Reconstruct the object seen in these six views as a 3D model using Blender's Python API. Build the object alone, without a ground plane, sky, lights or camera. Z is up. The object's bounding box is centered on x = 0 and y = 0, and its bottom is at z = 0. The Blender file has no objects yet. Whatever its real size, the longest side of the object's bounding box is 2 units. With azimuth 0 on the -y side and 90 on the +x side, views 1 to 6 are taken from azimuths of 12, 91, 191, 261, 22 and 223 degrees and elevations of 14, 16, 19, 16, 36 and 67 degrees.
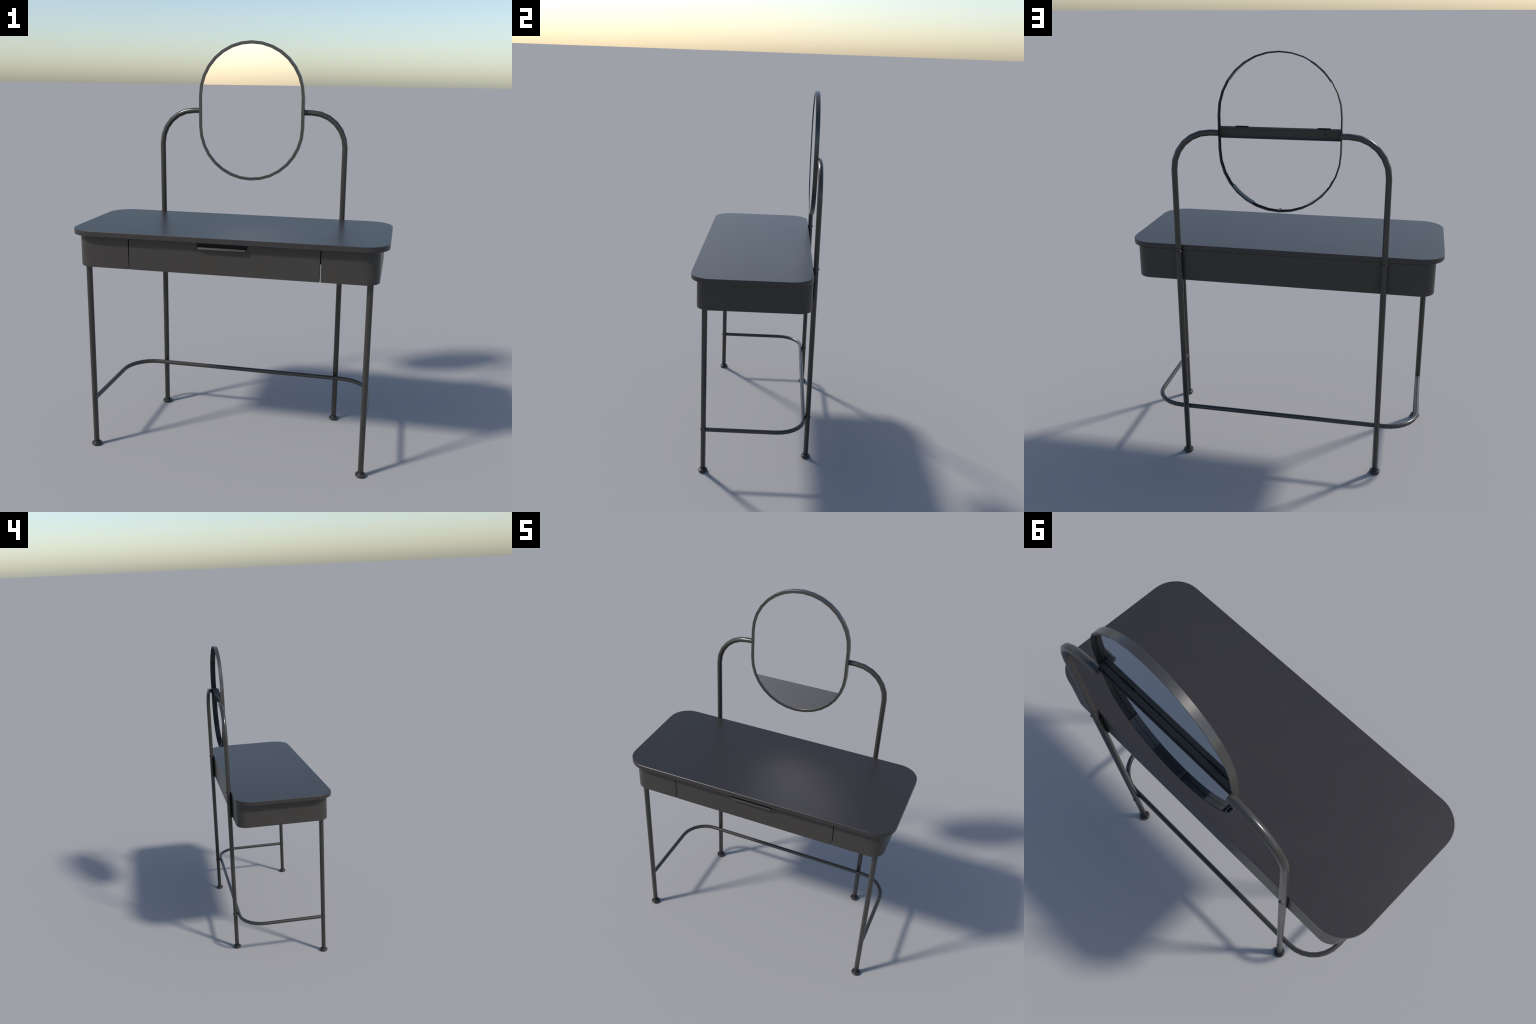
"""Dressing table: tubular steel frame, shallow apron with one drawer, stadium mirror on bent arms."""
import bpy, bmesh, math
from mathutils import Vector, Matrix

# ------------------------------------------------------------------ sizes (metres)
TOP_Z, LIP = 1.1188, 0.0252            # table top surface, slab thickness
TOP_X = 0.7415                         # half width of the slab
TOP_Y0, TOP_Y1, TOP_R = -0.3304, 0.2904, 0.114
BOX_X, BOX_Y0, BOX_Y1, BOX_R = 0.7050, -0.3000, 0.2880, 0.067
BOX_Z0, BOX_Z1, SHEET = 0.9415, TOP_Z - LIP - 0.0012, 0.018
DRAWER_X, GAP = 0.4440, 0.0045         # half width of the drawer front, gap each side
TUBE_R, TUBE_FOOT_R, ARM_R, ROD_R = 0.0145, 0.0134, 0.0138, 0.0113   # legs taper slightly towards the floor
FRONT_LEG = (0.665, -0.257)
BACK_LEG = (0.480, 0.305)
JOINT_Z = 1.095                        # where the mirror arm plugs onto the rear leg
ARM_Z, ARM_BEND, ARM_END = 1.652, 0.172, 0.2695
ROD_Z, ROD_Y, ROD_BEND = 0.250, 0.281, 0.152
MIR_R, MIR_TOP, MIR_BOT = 0.2732, 2.000, 1.3025
MIR_Y0, MIR_Y1 = 0.2730, 0.2972        # front and back of the mirror frame
FLANGE, BAND, LEDGE = 0.0158, 0.0026, 0.0078          # front flange width, frame wall thickness, inner edge of the dark ledge round the pane
PANE_Y0, PANE_Y1 = 0.2765, 0.2792

# ------------------------------------------------------------------ materials
def new_material(name):
    m = bpy.data.materials.new(name)
    m.use_nodes = True
    return m, m.node_tree, m.node_tree.nodes["Principled BSDF"]


def coated_metal(name, dark, light, rough, metallic=0.0, specular=0.5, rough_var=0.04):
    """Powder-coated steel: near-uniform charcoal with faint cloudy wear in colour and gloss."""
    m, nt, bsdf = new_material(name)
    tc = nt.nodes.new("ShaderNodeTexCoord")
    cloud = nt.nodes.new("ShaderNodeTexNoise")
    cloud.inputs["Scale"].default_value = 7.0
    cloud.inputs["Detail"].default_value = 6.0
    cloud.inputs["Roughness"].default_value = 0.6
    nt.links.new(tc.outputs["Object"], cloud.inputs["Vector"])
    ramp = nt.nodes.new("ShaderNodeValToRGB")
    ramp.color_ramp.elements[0].position = 0.30
    ramp.color_ramp.elements[0].color = (*dark, 1)
    ramp.color_ramp.elements[1].position = 0.70
    ramp.color_ramp.elements[1].color = (*light, 1)
    nt.links.new(cloud.outputs["Fac"], ramp.inputs["Fac"])
    nt.links.new(ramp.outputs["Color"], bsdf.inputs["Base Color"])
    mr = nt.nodes.new("ShaderNodeMapRange")
    mr.inputs["To Min"].default_value = rough - rough_var * 0.5
    mr.inputs["To Max"].default_value = rough + rough_var * 0.5
    nt.links.new(cloud.outputs["Fac"], mr.inputs["Value"])
    nt.links.new(mr.outputs["Result"], bsdf.inputs["Roughness"])
    bsdf.inputs["Metallic"].default_value = metallic
    bsdf.inputs["Specular IOR Level"].default_value = specular
    return m


MAT_TOP = coated_metal("satin_charcoal_lacquer", (0.0250, 0.0213, 0.0205), (0.0270, 0.0230, 0.0222), 0.365, specular=0.51)
MAT_BOX = coated_metal("charcoal_powder_coat", (0.0388, 0.0350, 0.0308), (0.0416, 0.0377, 0.0332), 0.36, specular=0.36)
MAT_PULL = coated_metal("charcoal_pull_coat", (0.0400, 0.0370, 0.0340), (0.0430, 0.0400, 0.0370), 0.48, specular=0.22)
MAT_TUBE = coated_metal("charcoal_tube_coat", (0.0300, 0.0275, 0.0238), (0.0345, 0.0318, 0.0278), 0.25, specular=0.56)
MAT_FRAME = coated_metal("charcoal_frame_coat", (0.0345, 0.0322, 0.0285), (0.0395, 0.0370, 0.0330), 0.24, specular=0.75)
MAT_BAR = coated_metal("matt_charcoal_bar", (0.0620, 0.0555, 0.0485), (0.0670, 0.0600, 0.0525), 0.60, specular=0.14)
MAT_INNER = coated_metal("dark_frame_inner", (0.014, 0.014, 0.014), (0.020, 0.020, 0.020), 0.5, specular=0.3)
MAT_FOOT = coated_metal("black_rubber_foot", (0.017, 0.016, 0.015), (0.024, 0.023, 0.021), 0.36)
MAT_SCREW = coated_metal("dark_steel_screw", (0.018, 0.018, 0.018), (0.030, 0.029, 0.028), 0.30)
MAT_GLINT = coated_metal("hole_glint_bright", (0.55, 0.55, 0.55), (0.62, 0.62, 0.62), 0.15, metallic=1.0)
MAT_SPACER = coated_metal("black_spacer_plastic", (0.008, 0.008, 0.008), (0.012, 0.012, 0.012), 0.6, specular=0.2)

m, nt, bsdf = new_material("silvered_mirror_glass")
n = nt.nodes.new("ShaderNodeTexNoise")
n.inputs["Scale"].default_value = 3.0
r = nt.nodes.new("ShaderNodeValToRGB")
r.color_ramp.elements[0].color = (0.985, 0.985, 0.985, 1)
r.color_ramp.elements[1].color = (1.0, 1.0, 1.0, 1)
tc = nt.nodes.new("ShaderNodeTexCoord")
nt.links.new(tc.outputs["Object"], n.inputs["Vector"])
nt.links.new(n.outputs["Fac"], r.inputs["Fac"])
nt.links.new(r.outputs["Color"], bsdf.inputs["Base Color"])
bsdf.inputs["Metallic"].default_value = 1.0
bsdf.inputs["Roughness"].default_value = 0.0
MAT_MIRROR = m

# ------------------------------------------------------------------ helpers
def make(name, bm, mat, parent, angle=35.0):
    bmesh.ops.remove_doubles(bm, verts=bm.verts, dist=1e-6)
    bmesh.ops.recalc_face_normals(bm, faces=bm.faces)
    me = bpy.data.meshes.new(name)
    bm.to_mesh(me)
    bm.free()
    for p in me.polygons:
        p.use_smooth = True
    me.set_sharp_from_angle(angle=math.radians(angle))
    me.materials.append(mat)
    ob = bpy.data.objects.new(name, me)
    bpy.context.collection.objects.link(ob)
    ob.parent = parent
    return ob


def repeat(src, parent, matrix):
    ob = src.copy()                    # shares mesh data
    bpy.context.collection.objects.link(ob)
    ob.parent = parent
    ob.matrix_local = matrix
    return ob


def arc(cx, cy, r, a0, a1, n):
    return [(cx + r * math.cos(math.radians(a0 + (a1 - a0) * i / n)),
             cy + r * math.sin(math.radians(a0 + (a1 - a0) * i / n))) for i in range(n + 1)]


def rounded_rect(x0, x1, y0, y1, r, n=10):
    return (arc(x1 - r, y0 + r, r, -90, 0, n) + arc(x1 - r, y1 - r, r, 0, 90, n) +
            arc(x0 + r, y1 - r, r, 90, 180, n) + arc(x0 + r, y0 + r, r, 180, 270, n))


def loft(bm, rings, closed_ring=True, closed_path=False, cap=True):
    vs = [[bm.verts.new(p) for p in ring] for ring in rings]
    n = len(vs[0])
    last = len(vs) if closed_path else len(vs) - 1
    for i in range(last):
        a, b = vs[i], vs[(i + 1) % len(vs)]
        for j in range(n if closed_ring else n - 1):
            k = (j + 1) % n
            bm.faces.new((a[j], a[k], b[k], b[j]))
    if cap and not closed_path:
        bm.faces.new(vs[0][::-1])
        bm.faces.new(vs[-1])
    return vs


def fillet_path(points, radius, n):
    """Polyline whose inner corners are replaced by arcs of the given radius."""
    pts = [Vector(p) for p in points]
    out = [pts[0]]
    for a, b, c in zip(pts, pts[1:], pts[2:]):
        u, w = (a - b).normalized(), (c - b).normalized()
        half = math.acos(max(-1, min(1, u.dot(w)))) / 2
        t = radius / math.tan(half)
        centre = b + (u + w).normalized() * (radius / math.sin(half))
        s, e = b + u * t - centre, b + w * t - centre
        total = s.angle(e)
        for i in range(n + 1):
            f = i / n
            v = (s * math.sin((1 - f) * total) + e * math.sin(f * total)) / math.sin(total)
            out.append(centre + v)
    out.append(pts[-1])
    return out


def tube(path, radius, sides=20, chamfer=0.0008):
    """Round tube swept along a planar polyline, mitred at each corner."""
    bm = bmesh.new()
    P = [Vector(p) for p in path]
    d0 = (P[1] - P[0]).normalized()
    up = Vector((0, 0, 1)) if abs(d0.z) < 0.9 else Vector((0, 1, 0))
    side = d0.cross(up).normalized()
    up = side.cross(d0).normalized()
    rings = []

    def ring(c, rad, normal, d, s, u):
        out = []
        for i in range(sides):
            a = 2 * math.pi * i / sides
            off = s * math.cos(a) * rad + u * math.sin(a) * rad
            off -= d * (off.dot(normal) / d.dot(normal))   # project along d onto mitre plane
            out.append(c + off)
        return out
    d = d0
    for i, p in enumerate(P):
        if i == 0:
            rings.append(ring(p, radius - chamfer, d, d, side, up))
            rings.append(ring(p + d * chamfer, radius, d, d, side, up))
        elif i == len(P) - 1:
            rings.append(ring(p - d * chamfer, radius, d, d, side, up))
            rings.append(ring(p, radius - chamfer, d, d, side, up))
        else:
            nd = (P[i + 1] - p).normalized()
            rings.append(ring(p, radius, (d + nd).normalized(), d, side, up))
            q = d.rotation_difference(nd)
            side, up, d = q @ side, q @ up, nd
    loft(bm, rings)
    return bm


def lathe(profile, sides=28):
    """Solid of revolution about z from (radius, z) pairs."""
    bm = bmesh.new()
    rings = [[Vector((r * math.cos(2 * math.pi * i / sides), r * math.sin(2 * math.pi * i / sides), z))
              for i in range(sides)] for r, z in profile]
    loft(bm, rings)
    return bm


def box(x0, x1, y0, y1, z0, z1, bevel=0.0, segs=1):
    bm = bmesh.new()
    bmesh.ops.create_cube(bm, size=1.0)
    for v in bm.verts:
        v.co = Vector((x0 + (v.co.x + .5) * (x1 - x0), y0 + (v.co.y + .5) * (y1 - y0), z0 + (v.co.z + .5) * (z1 - z0)))
    if bevel:
        bmesh.ops.bevel(bm, geom=bm.edges[:], offset=bevel, segments=segs, affect='EDGES', profile=0.5)
    return bm


def slab(outline_at, levels):
    """Stack of horizontal outlines: outline_at(inset) -> [(x, y)], levels = [(inset, z)]."""
    bm = bmesh.new()
    loft(bm, [[Vector((x, y, z)) for x, y in outline_at(i)] for i, z in levels])
    return bm

# ------------------------------------------------------------------ root
root = bpy.data.objects.new("dressing_table", None)
bpy.context.collection.objects.link(root)
root["label"] = "dark charcoal metal dressing table with drawer and stadium mirror"
root["category"] = "dressing table"

# ------------------------------------------------------------------ table top
C = 0.0014
make("table_top", slab(lambda i: rounded_rect(-TOP_X + i, TOP_X - i, TOP_Y0 + i, TOP_Y1 - i, TOP_R - i, 9),
                       [(2.5 * C, TOP_Z - LIP), (C, TOP_Z - LIP), (0.0004, TOP_Z - LIP + 0.0004), (0, TOP_Z - LIP + C), (0, TOP_Z - LIP + 2.5 * C),
                        (0, TOP_Z - 0.0016), (0.0016, TOP_Z)]), MAT_TOP, root, 30)

# ------------------------------------------------------------------ apron: one bent sheet from drawer gap to drawer gap
def apron_path(inset):
    xg = DRAWER_X + GAP
    r = BOX_R - inset
    x0, x1, y0, y1 = -BOX_X + inset, BOX_X - inset, BOX_Y0 + inset, BOX_Y1 - inset
    return ([(xg, y0)] + arc(x1 - r, y0 + r, r, -90, 0, 9) + arc(x1 - r, y1 - r, r, 0, 90, 9) +
            arc(x0 + r, y1 - r, r, 90, 180, 9) + arc(x0 + r, y0 + r, r, 180, 270, 9) + [(-xg, y0)])


bm = bmesh.new()
e = 0.0012
section = [(e, BOX_Z0), (SHEET - e, BOX_Z0), (SHEET, BOX_Z0 + e), (SHEET, BOX_Z1), (0, BOX_Z1), (0, BOX_Z0 + e)]
rows = [apron_path(i) for i, z in section]
rings = [[Vector((*rows[k][j], section[k][1])) for k in range(len(section))] for j in range(len(rows[0]))]
loft(bm, rings)
apron = make("apron", bm, MAT_BOX, root, 30)

# underside: fixed bottoms of the two side compartments and the strip behind the drawer
SLOT_Y = 0.010                         # the drawer gaps run back to here
bz = BOX_Z0 + 0.003
for sgn in (-1, 1):
    x0, x1 = sorted((sgn * (DRAWER_X + GAP), sgn * (BOX_X - SHEET - 0.03)))
    make("compartment_bottom", box(x0, x1, BOX_Y0 + SHEET - 0.001, BOX_Y1 - SHEET + 0.001, bz, bz + 0.005), MAT_BOX, apron)
make("back_bottom", box(-DRAWER_X - GAP - .001, DRAWER_X + GAP + .001, SLOT_Y, BOX_Y1 - SHEET + 0.001, bz + .0008, bz + 0.0058), MAT_BOX, apron)

# ------------------------------------------------------------------ drawer with a cut-out finger pull
PULL_X0, PULL_X1, PULL_Z = -0.119, 0.1165, 1.0740
bm = bmesh.new()
dz1 = BOX_Z1 - 0.0012
outline = [(-DRAWER_X + .003, BOX_Z0), (DRAWER_X - .003, BOX_Z0), (DRAWER_X - .0009, BOX_Z0 + .0009), (DRAWER_X, BOX_Z0 + .003),
           (DRAWER_X, dz1), (PULL_X1 + .004, dz1), (PULL_X1, PULL_Z), (PULL_X0, PULL_Z), (PULL_X0, dz1),
           (-DRAWER_X, dz1), (-DRAWER_X, BOX_Z0 + .003), (-DRAWER_X + .0009, BOX_Z0 + .0009)]
vf = [bm.verts.new((x, BOX_Y0, z)) for x, z in outline]
vb = [bm.verts.new((x, BOX_Y0 + SHEET, z)) for x, z in outline]
front = bm.faces.new(vf)
bm.faces.new(vb[::-1])
for i in range(len(outline)):
    j = (i + 1) % len(outline)
    bm.faces.new((vf[i], vb[i], vb[j], vf[j]))
bmesh.ops.bevel(bm, geom=list(front.edges), offset=0.0008, segments=1, affect='EDGES')
drawer = make("drawer", bm, MAT_BOX, root, 30)
TRAY_X = 0.395                          # the tray is narrower than the drawer front (runners left free)
ty0, ty1 = BOX_Y0 + SHEET - 0.001, SLOT_Y - 0.002
make("drawer_bottom", box(-TRAY_X, TRAY_X, ty0, ty1, bz, bz + 0.005), MAT_BOX, drawer)
for x in (-TRAY_X, TRAY_X - .005):
    make("drawer_side", box(x, x + .005, ty0, ty1, bz + .0045, 1.060), MAT_BOX, drawer)
make("drawer_back", box(-TRAY_X + .0045, TRAY_X - .0045, ty1 - .006, ty1, bz + .0045, 1.060), MAT_BOX, drawer)
make("slot_shade_plate", box(PULL_X0 - .0004, PULL_X1 + .0004, BOX_Y0 + .0026, BOX_Y0 + .0100, 1.0735, 1.0895), MAT_SPACER, drawer)  # blackened plate, drawn for the deep shade between slab and pull

# finger pull: a rolled lip, its free corners rounded off
bm = bmesh.new()
lip_profile = [(0.013, 0.0), (-0.0010, -0.0004), (-0.0152, -0.0032), (-0.0195, -0.0112),
               (-0.0186, -0.0120), (-0.0145, -0.0078), (-0.0080, -0.0054), (0.013, -0.0046)]
stations = []
for f in (0.0, 0.04, 0.10, 0.20, 0.34, 0.52, 0.75, 1.0):
    stations.append((PULL_X0 + 0.026 * f, math.sqrt(max(0.0, 1 - (1 - f) ** 2)), 0))
for f in (1.0, 0.7, 0.4, 0.15, 0.0):
    stations.append((PULL_X1 - 0.009 * f, max(0.02, math.sqrt(max(0.0, 1 - (1 - f) ** 2))), 0))
rings = []
for x, reach, _ in stations:
    reach = max(reach, 0.03)
    ring = []
    for dy, dz in lip_profile:
        s = reach if dy < 0 else 1.0
        ring.append(Vector((x, BOX_Y0 + dy * s, PULL_Z + 0.0006 + dz * (s if dy < -0.009 else 1.0))))
    rings.append(ring)
loft(bm, rings)
make("finger_pull", bm, MAT_PULL, drawer, 30)

# ------------------------------------------------------------------ legs, feet, screws
foot_profile = [(0.0190, 0.0), (0.0238, 0.0014), (0.0253, 0.0048), (0.0253, 0.0082), (0.0242, 0.0112), (0.0220, 0.0128),
                (0.0170, 0.0136), (0.0150, 0.0134), (0.0142, 0.0160), (0.0131, 0.0172)]
screw_profile = [(0.0052, -0.003), (0.0052, 0.0012), (0.0046, 0.0024), (0.0036, 0.0030), (0.0024, 0.0030), (0.0018, 0.0012)]
SCREW_FRONT = Matrix.Rotation(math.radians(90), 4, 'X')      # head looks to -y
SCREW_BACK = Matrix.Rotation(math.radians(-90), 4, 'X')      # head looks to +y

foot_src = screw_src = None
leg_src = {}
legs = {}
for key, (lx, ly), top in (("front", FRONT_LEG, BOX_Z0 + 0.012), ("rear", BACK_LEG, JOINT_Z - 0.0012)):
    for sgn in (1, -1):
        at = Matrix.Translation((sgn * lx, ly, 0))
        if key not in leg_src:
            leg = make("leg", lathe([(TUBE_FOOT_R - 0.001, 0.008), (TUBE_FOOT_R, 0.010), (TUBE_R, top - 0.0008), (TUBE_R - 0.0008, top)], 24), MAT_TUBE, root)
            leg.matrix_local = at
            leg_src[key] = leg
        else:
            leg = repeat(leg_src[key], root, at)
        legs[key, sgn] = leg
        if foot_src is None:
            foot = foot_src = make("foot", lathe(foot_profile), MAT_FOOT, leg, 60)
        else:
            repeat(foot_src, leg, Matrix.Identity(4))
        turn = SCREW_FRONT if key == "front" else SCREW_BACK
        y = -TUBE_R + 0.0008 if key == "front" else TUBE_R - 0.0008
        spot = Matrix.Translation((0, y, ROD_Z)) @ turn
        if screw_src is None:
            screw_src = make("screw", lathe(screw_profile, 16), MAT_SCREW, leg, 40)
            screw_src.matrix_local = spot
        else:
            repeat(screw_src, leg, spot)

# black strips that hold the rear legs off the box, and short pegs that hold the stretcher
for sgn in (1, -1):
    leg = legs["rear", sgn]
    make("spacer_strip", box(-0.006, 0.006, BOX_Y1 - BACK_LEG[1] - 0.002, -TUBE_R + 0.004, BOX_Z0 + 0.002, TOP_Z - 0.004), MAT_SPACER, leg)
    peg = make("stretcher_peg", lathe([(0.006, 0.0), (0.006, 0.012)], 14), MAT_SPACER, leg, 40)
    peg.matrix_local = Matrix.Translation((0, -TUBE_R - 0.006, ROD_Z)) @ SCREW_BACK

# ------------------------------------------------------------------ stretcher: a U of thinner rod
fx, fy = FRONT_LEG
make("stretcher", tube(fillet_path([(-fx, fy + TUBE_R - 0.004, ROD_Z), (-fx, ROD_Y, ROD_Z), (fx, ROD_Y, ROD_Z),
                                    (fx, fy + TUBE_R - 0.004, ROD_Z)], ROD_BEND, 7), ROD_R, 18), MAT_TUBE, root, 40)

# ------------------------------------------------------------------ mirror arms
bx, by = BACK_LEG
for sgn in (1, -1):
    arm = make("mirror_arm", tube(fillet_path([(sgn * bx, by, JOINT_Z), (sgn * bx, by, ARM_Z), (sgn * ARM_END, by, ARM_Z)],
                                              ARM_BEND, 6), ARM_R), MAT_TUBE, root, 40)
    repeat(screw_src, arm, Matrix.Translation((sgn * bx, by + ARM_R + 0.0012, JOINT_Z + 0.017)) @ SCREW_BACK)
    plug = make("tube_plug", lathe([(0.0095, -0.002), (0.0095, 0.0010), (0.0080, 0.0016), (0.0034, 0.0016), (0.0028, 0.0004)], 18),
                MAT_SCREW, arm, 40)
    plug.matrix_local = Matrix.Translation((sgn * ARM_END, by, ARM_Z)) @ Matrix.Rotation(math.radians(-90 * sgn), 4, 'Y')

# ------------------------------------------------------------------ mirror frame: L-section ring
N_ARC = 16
bm = bmesh.new()
c = 0.0008
frame_section = [(0, MIR_Y0 + c), (c, MIR_Y0), (FLANGE - 0.0016, MIR_Y0), (FLANGE, MIR_Y0 + 0.0020), (FLANGE, PANE_Y0 - 0.0002),
                 (BAND, PANE_Y0 - 0.0002), (BAND, MIR_Y1), (0.0005, MIR_Y1), (0, MIR_Y1 - 0.0005)]


def stadium_point(inset, k):
    """k-th point of the ring outline, counted over both half circles."""
    half = k // (N_ARC + 1)
    a = math.radians(180 * half + 180 * (k % (N_ARC + 1)) / N_ARC)
    zc = MIR_TOP - MIR_R if half == 0 else MIR_BOT + MIR_R
    return (MIR_R - inset) * math.cos(a), zc + (MIR_R - inset) * math.sin(a)


K = 2 * (N_ARC + 1)
rings = []
for k in range(K):
    ring = []
    for inset, y in frame_section:
        x, z = stadium_point(inset, k)
        ring.append(Vector((x, y, z)))
    rings.append(ring)
loft(bm, rings, closed_path=True)
frame = make("mirror_frame", bm, MAT_FRAME, root, 32)

bm = bmesh.new()
edge = [[Vector((stadium_point(BAND, k)[0], y, stadium_point(BAND, k)[1])) for k in range(K)] for y in (PANE_Y0, PANE_Y1)]
loft(bm, edge)
make("mirror_pane", bm, MAT_MIRROR, frame, 30)

# near-black inner face of the channel behind the pane: wall and the ledge that holds the glass
bm = bmesh.new()
inner_section = [(BAND - 0.0006, MIR_Y1 - 0.0004), (BAND + 0.0008, MIR_Y1 - 0.0004), (BAND + 0.0008, PANE_Y1 + 0.0014),
          (LEDGE, PANE_Y1 + 0.0014), (LEDGE, PANE_Y1 + 0.0003), (BAND - 0.0006, PANE_Y1 + 0.0003)]
loft(bm, [[Vector((stadium_point(i, k)[0], y, stadium_point(i, k)[1])) for i, y in inner_section] for k in range(K)], closed_path=True)
make("frame_inner_dark", bm, MAT_INNER, frame, 30)

# liner arcs inside the frame that clamp the pane
for a0, a1, zc in ((120, 146, MIR_TOP - MIR_R), (34, 60, MIR_TOP - MIR_R), (217, 243, MIR_BOT + MIR_R), (297, 323, MIR_BOT + MIR_R)):
    bm = bmesh.new()
    rings = []
    for i in range(6):
        a = math.radians(a0 + (a1 - a0) * i / 5)
        ring = []
        for rad, y in ((MIR_R - BAND + 0.0008, PANE_Y1 + 0.0006), (MIR_R - LEDGE - 0.0010, PANE_Y1 + 0.0006),
                       (MIR_R - LEDGE - 0.0010, MIR_Y1 - 0.0012), (MIR_R - BAND + 0.0008, MIR_Y1 - 0.0012)):
            ring.append(Vector((rad * math.cos(a), y, zc + rad * math.sin(a))))
        rings.append(ring)
    loft(bm, rings)
    make("pane_clamp", bm, MAT_SCREW, frame, 30)

# crossbar behind the pane with two saddle clips and screws
BAR_Z0, BAR_Z1, BAR_Y0, BAR_Y1 = 1.6295, 1.6762, 0.2806, 0.2962
WEB_Y = 0.2826                         # the bar is a shallow channel, open to the back
bm = bmesh.new()
t = 0.0024
channel = [(BAR_Y0, BAR_Z0), (BAR_Y1, BAR_Z0), (BAR_Y1, BAR_Z0 + t), (WEB_Y, BAR_Z0 + t), (WEB_Y, BAR_Z1 - t), (BAR_Y1, BAR_Z1 - t),
           (BAR_Y1, BAR_Z1), (BAR_Y0, BAR_Z1)]
loft(bm, [[Vector((x, y, z)) for y, z in channel] for x in (-MIR_R + BAND - .001, MIR_R - BAND + .001)])
bar = make("crossbar", bm, MAT_BAR, frame, 30)
for x0, x1 in ((0.1396, 0.1967), (-0.2215, -0.1657)):
    make("saddle_clip", box(x0, x1, PANE_Y1 + 0.0005, WEB_Y - 0.0006, BAR_Z0 - 0.0022, BAR_Z1 + 0.0052), MAT_SPACER, bar, 30)
for x in (0.198, -0.2007):
    repeat(screw_src, bar, Matrix.Translation((x, WEB_Y - 0.0012, 1.6545)) @ SCREW_BACK)
glint = make("hole_glint", lathe([(0.0017, 0.0), (0.0017, 0.0020), (0.0010, 0.0026)], 10), MAT_GLINT, bar, 40)   # tiny bright peg modelled for the mirror glint in the bar hole
glint.matrix_local = Matrix.Translation((0.1988, WEB_Y + 0.0012, 1.6560)) @ Matrix.Rotation(math.radians(-72), 4, 'X')
for sgn in (1, -1):
    repeat(screw_src, frame, Matrix.Translation((sgn * (MIR_R - 0.0016), 0.2880, 1.6690)) @ Matrix.Rotation(math.radians(90 * sgn), 4, 'Y'))

# small tabs folded over the lower rim
for a, zc in ((210, MIR_BOT + MIR_R), (270, MIR_BOT + MIR_R)):
    rad = MIR_R - LEDGE + 0.0004
    tab = make("pane_tab", box(-0.006, 0.006, 0.0, 0.016, -0.003, 0.003, 0.0005), MAT_SCREW, frame, 30)
    tab.matrix_local = (Matrix.Translation((rad * math.cos(math.radians(a)), PANE_Y1 + 0.0008, zc + rad * math.sin(math.radians(a)))) @
                        Matrix.Rotation(-math.radians(a - 270), 4, 'Y'))
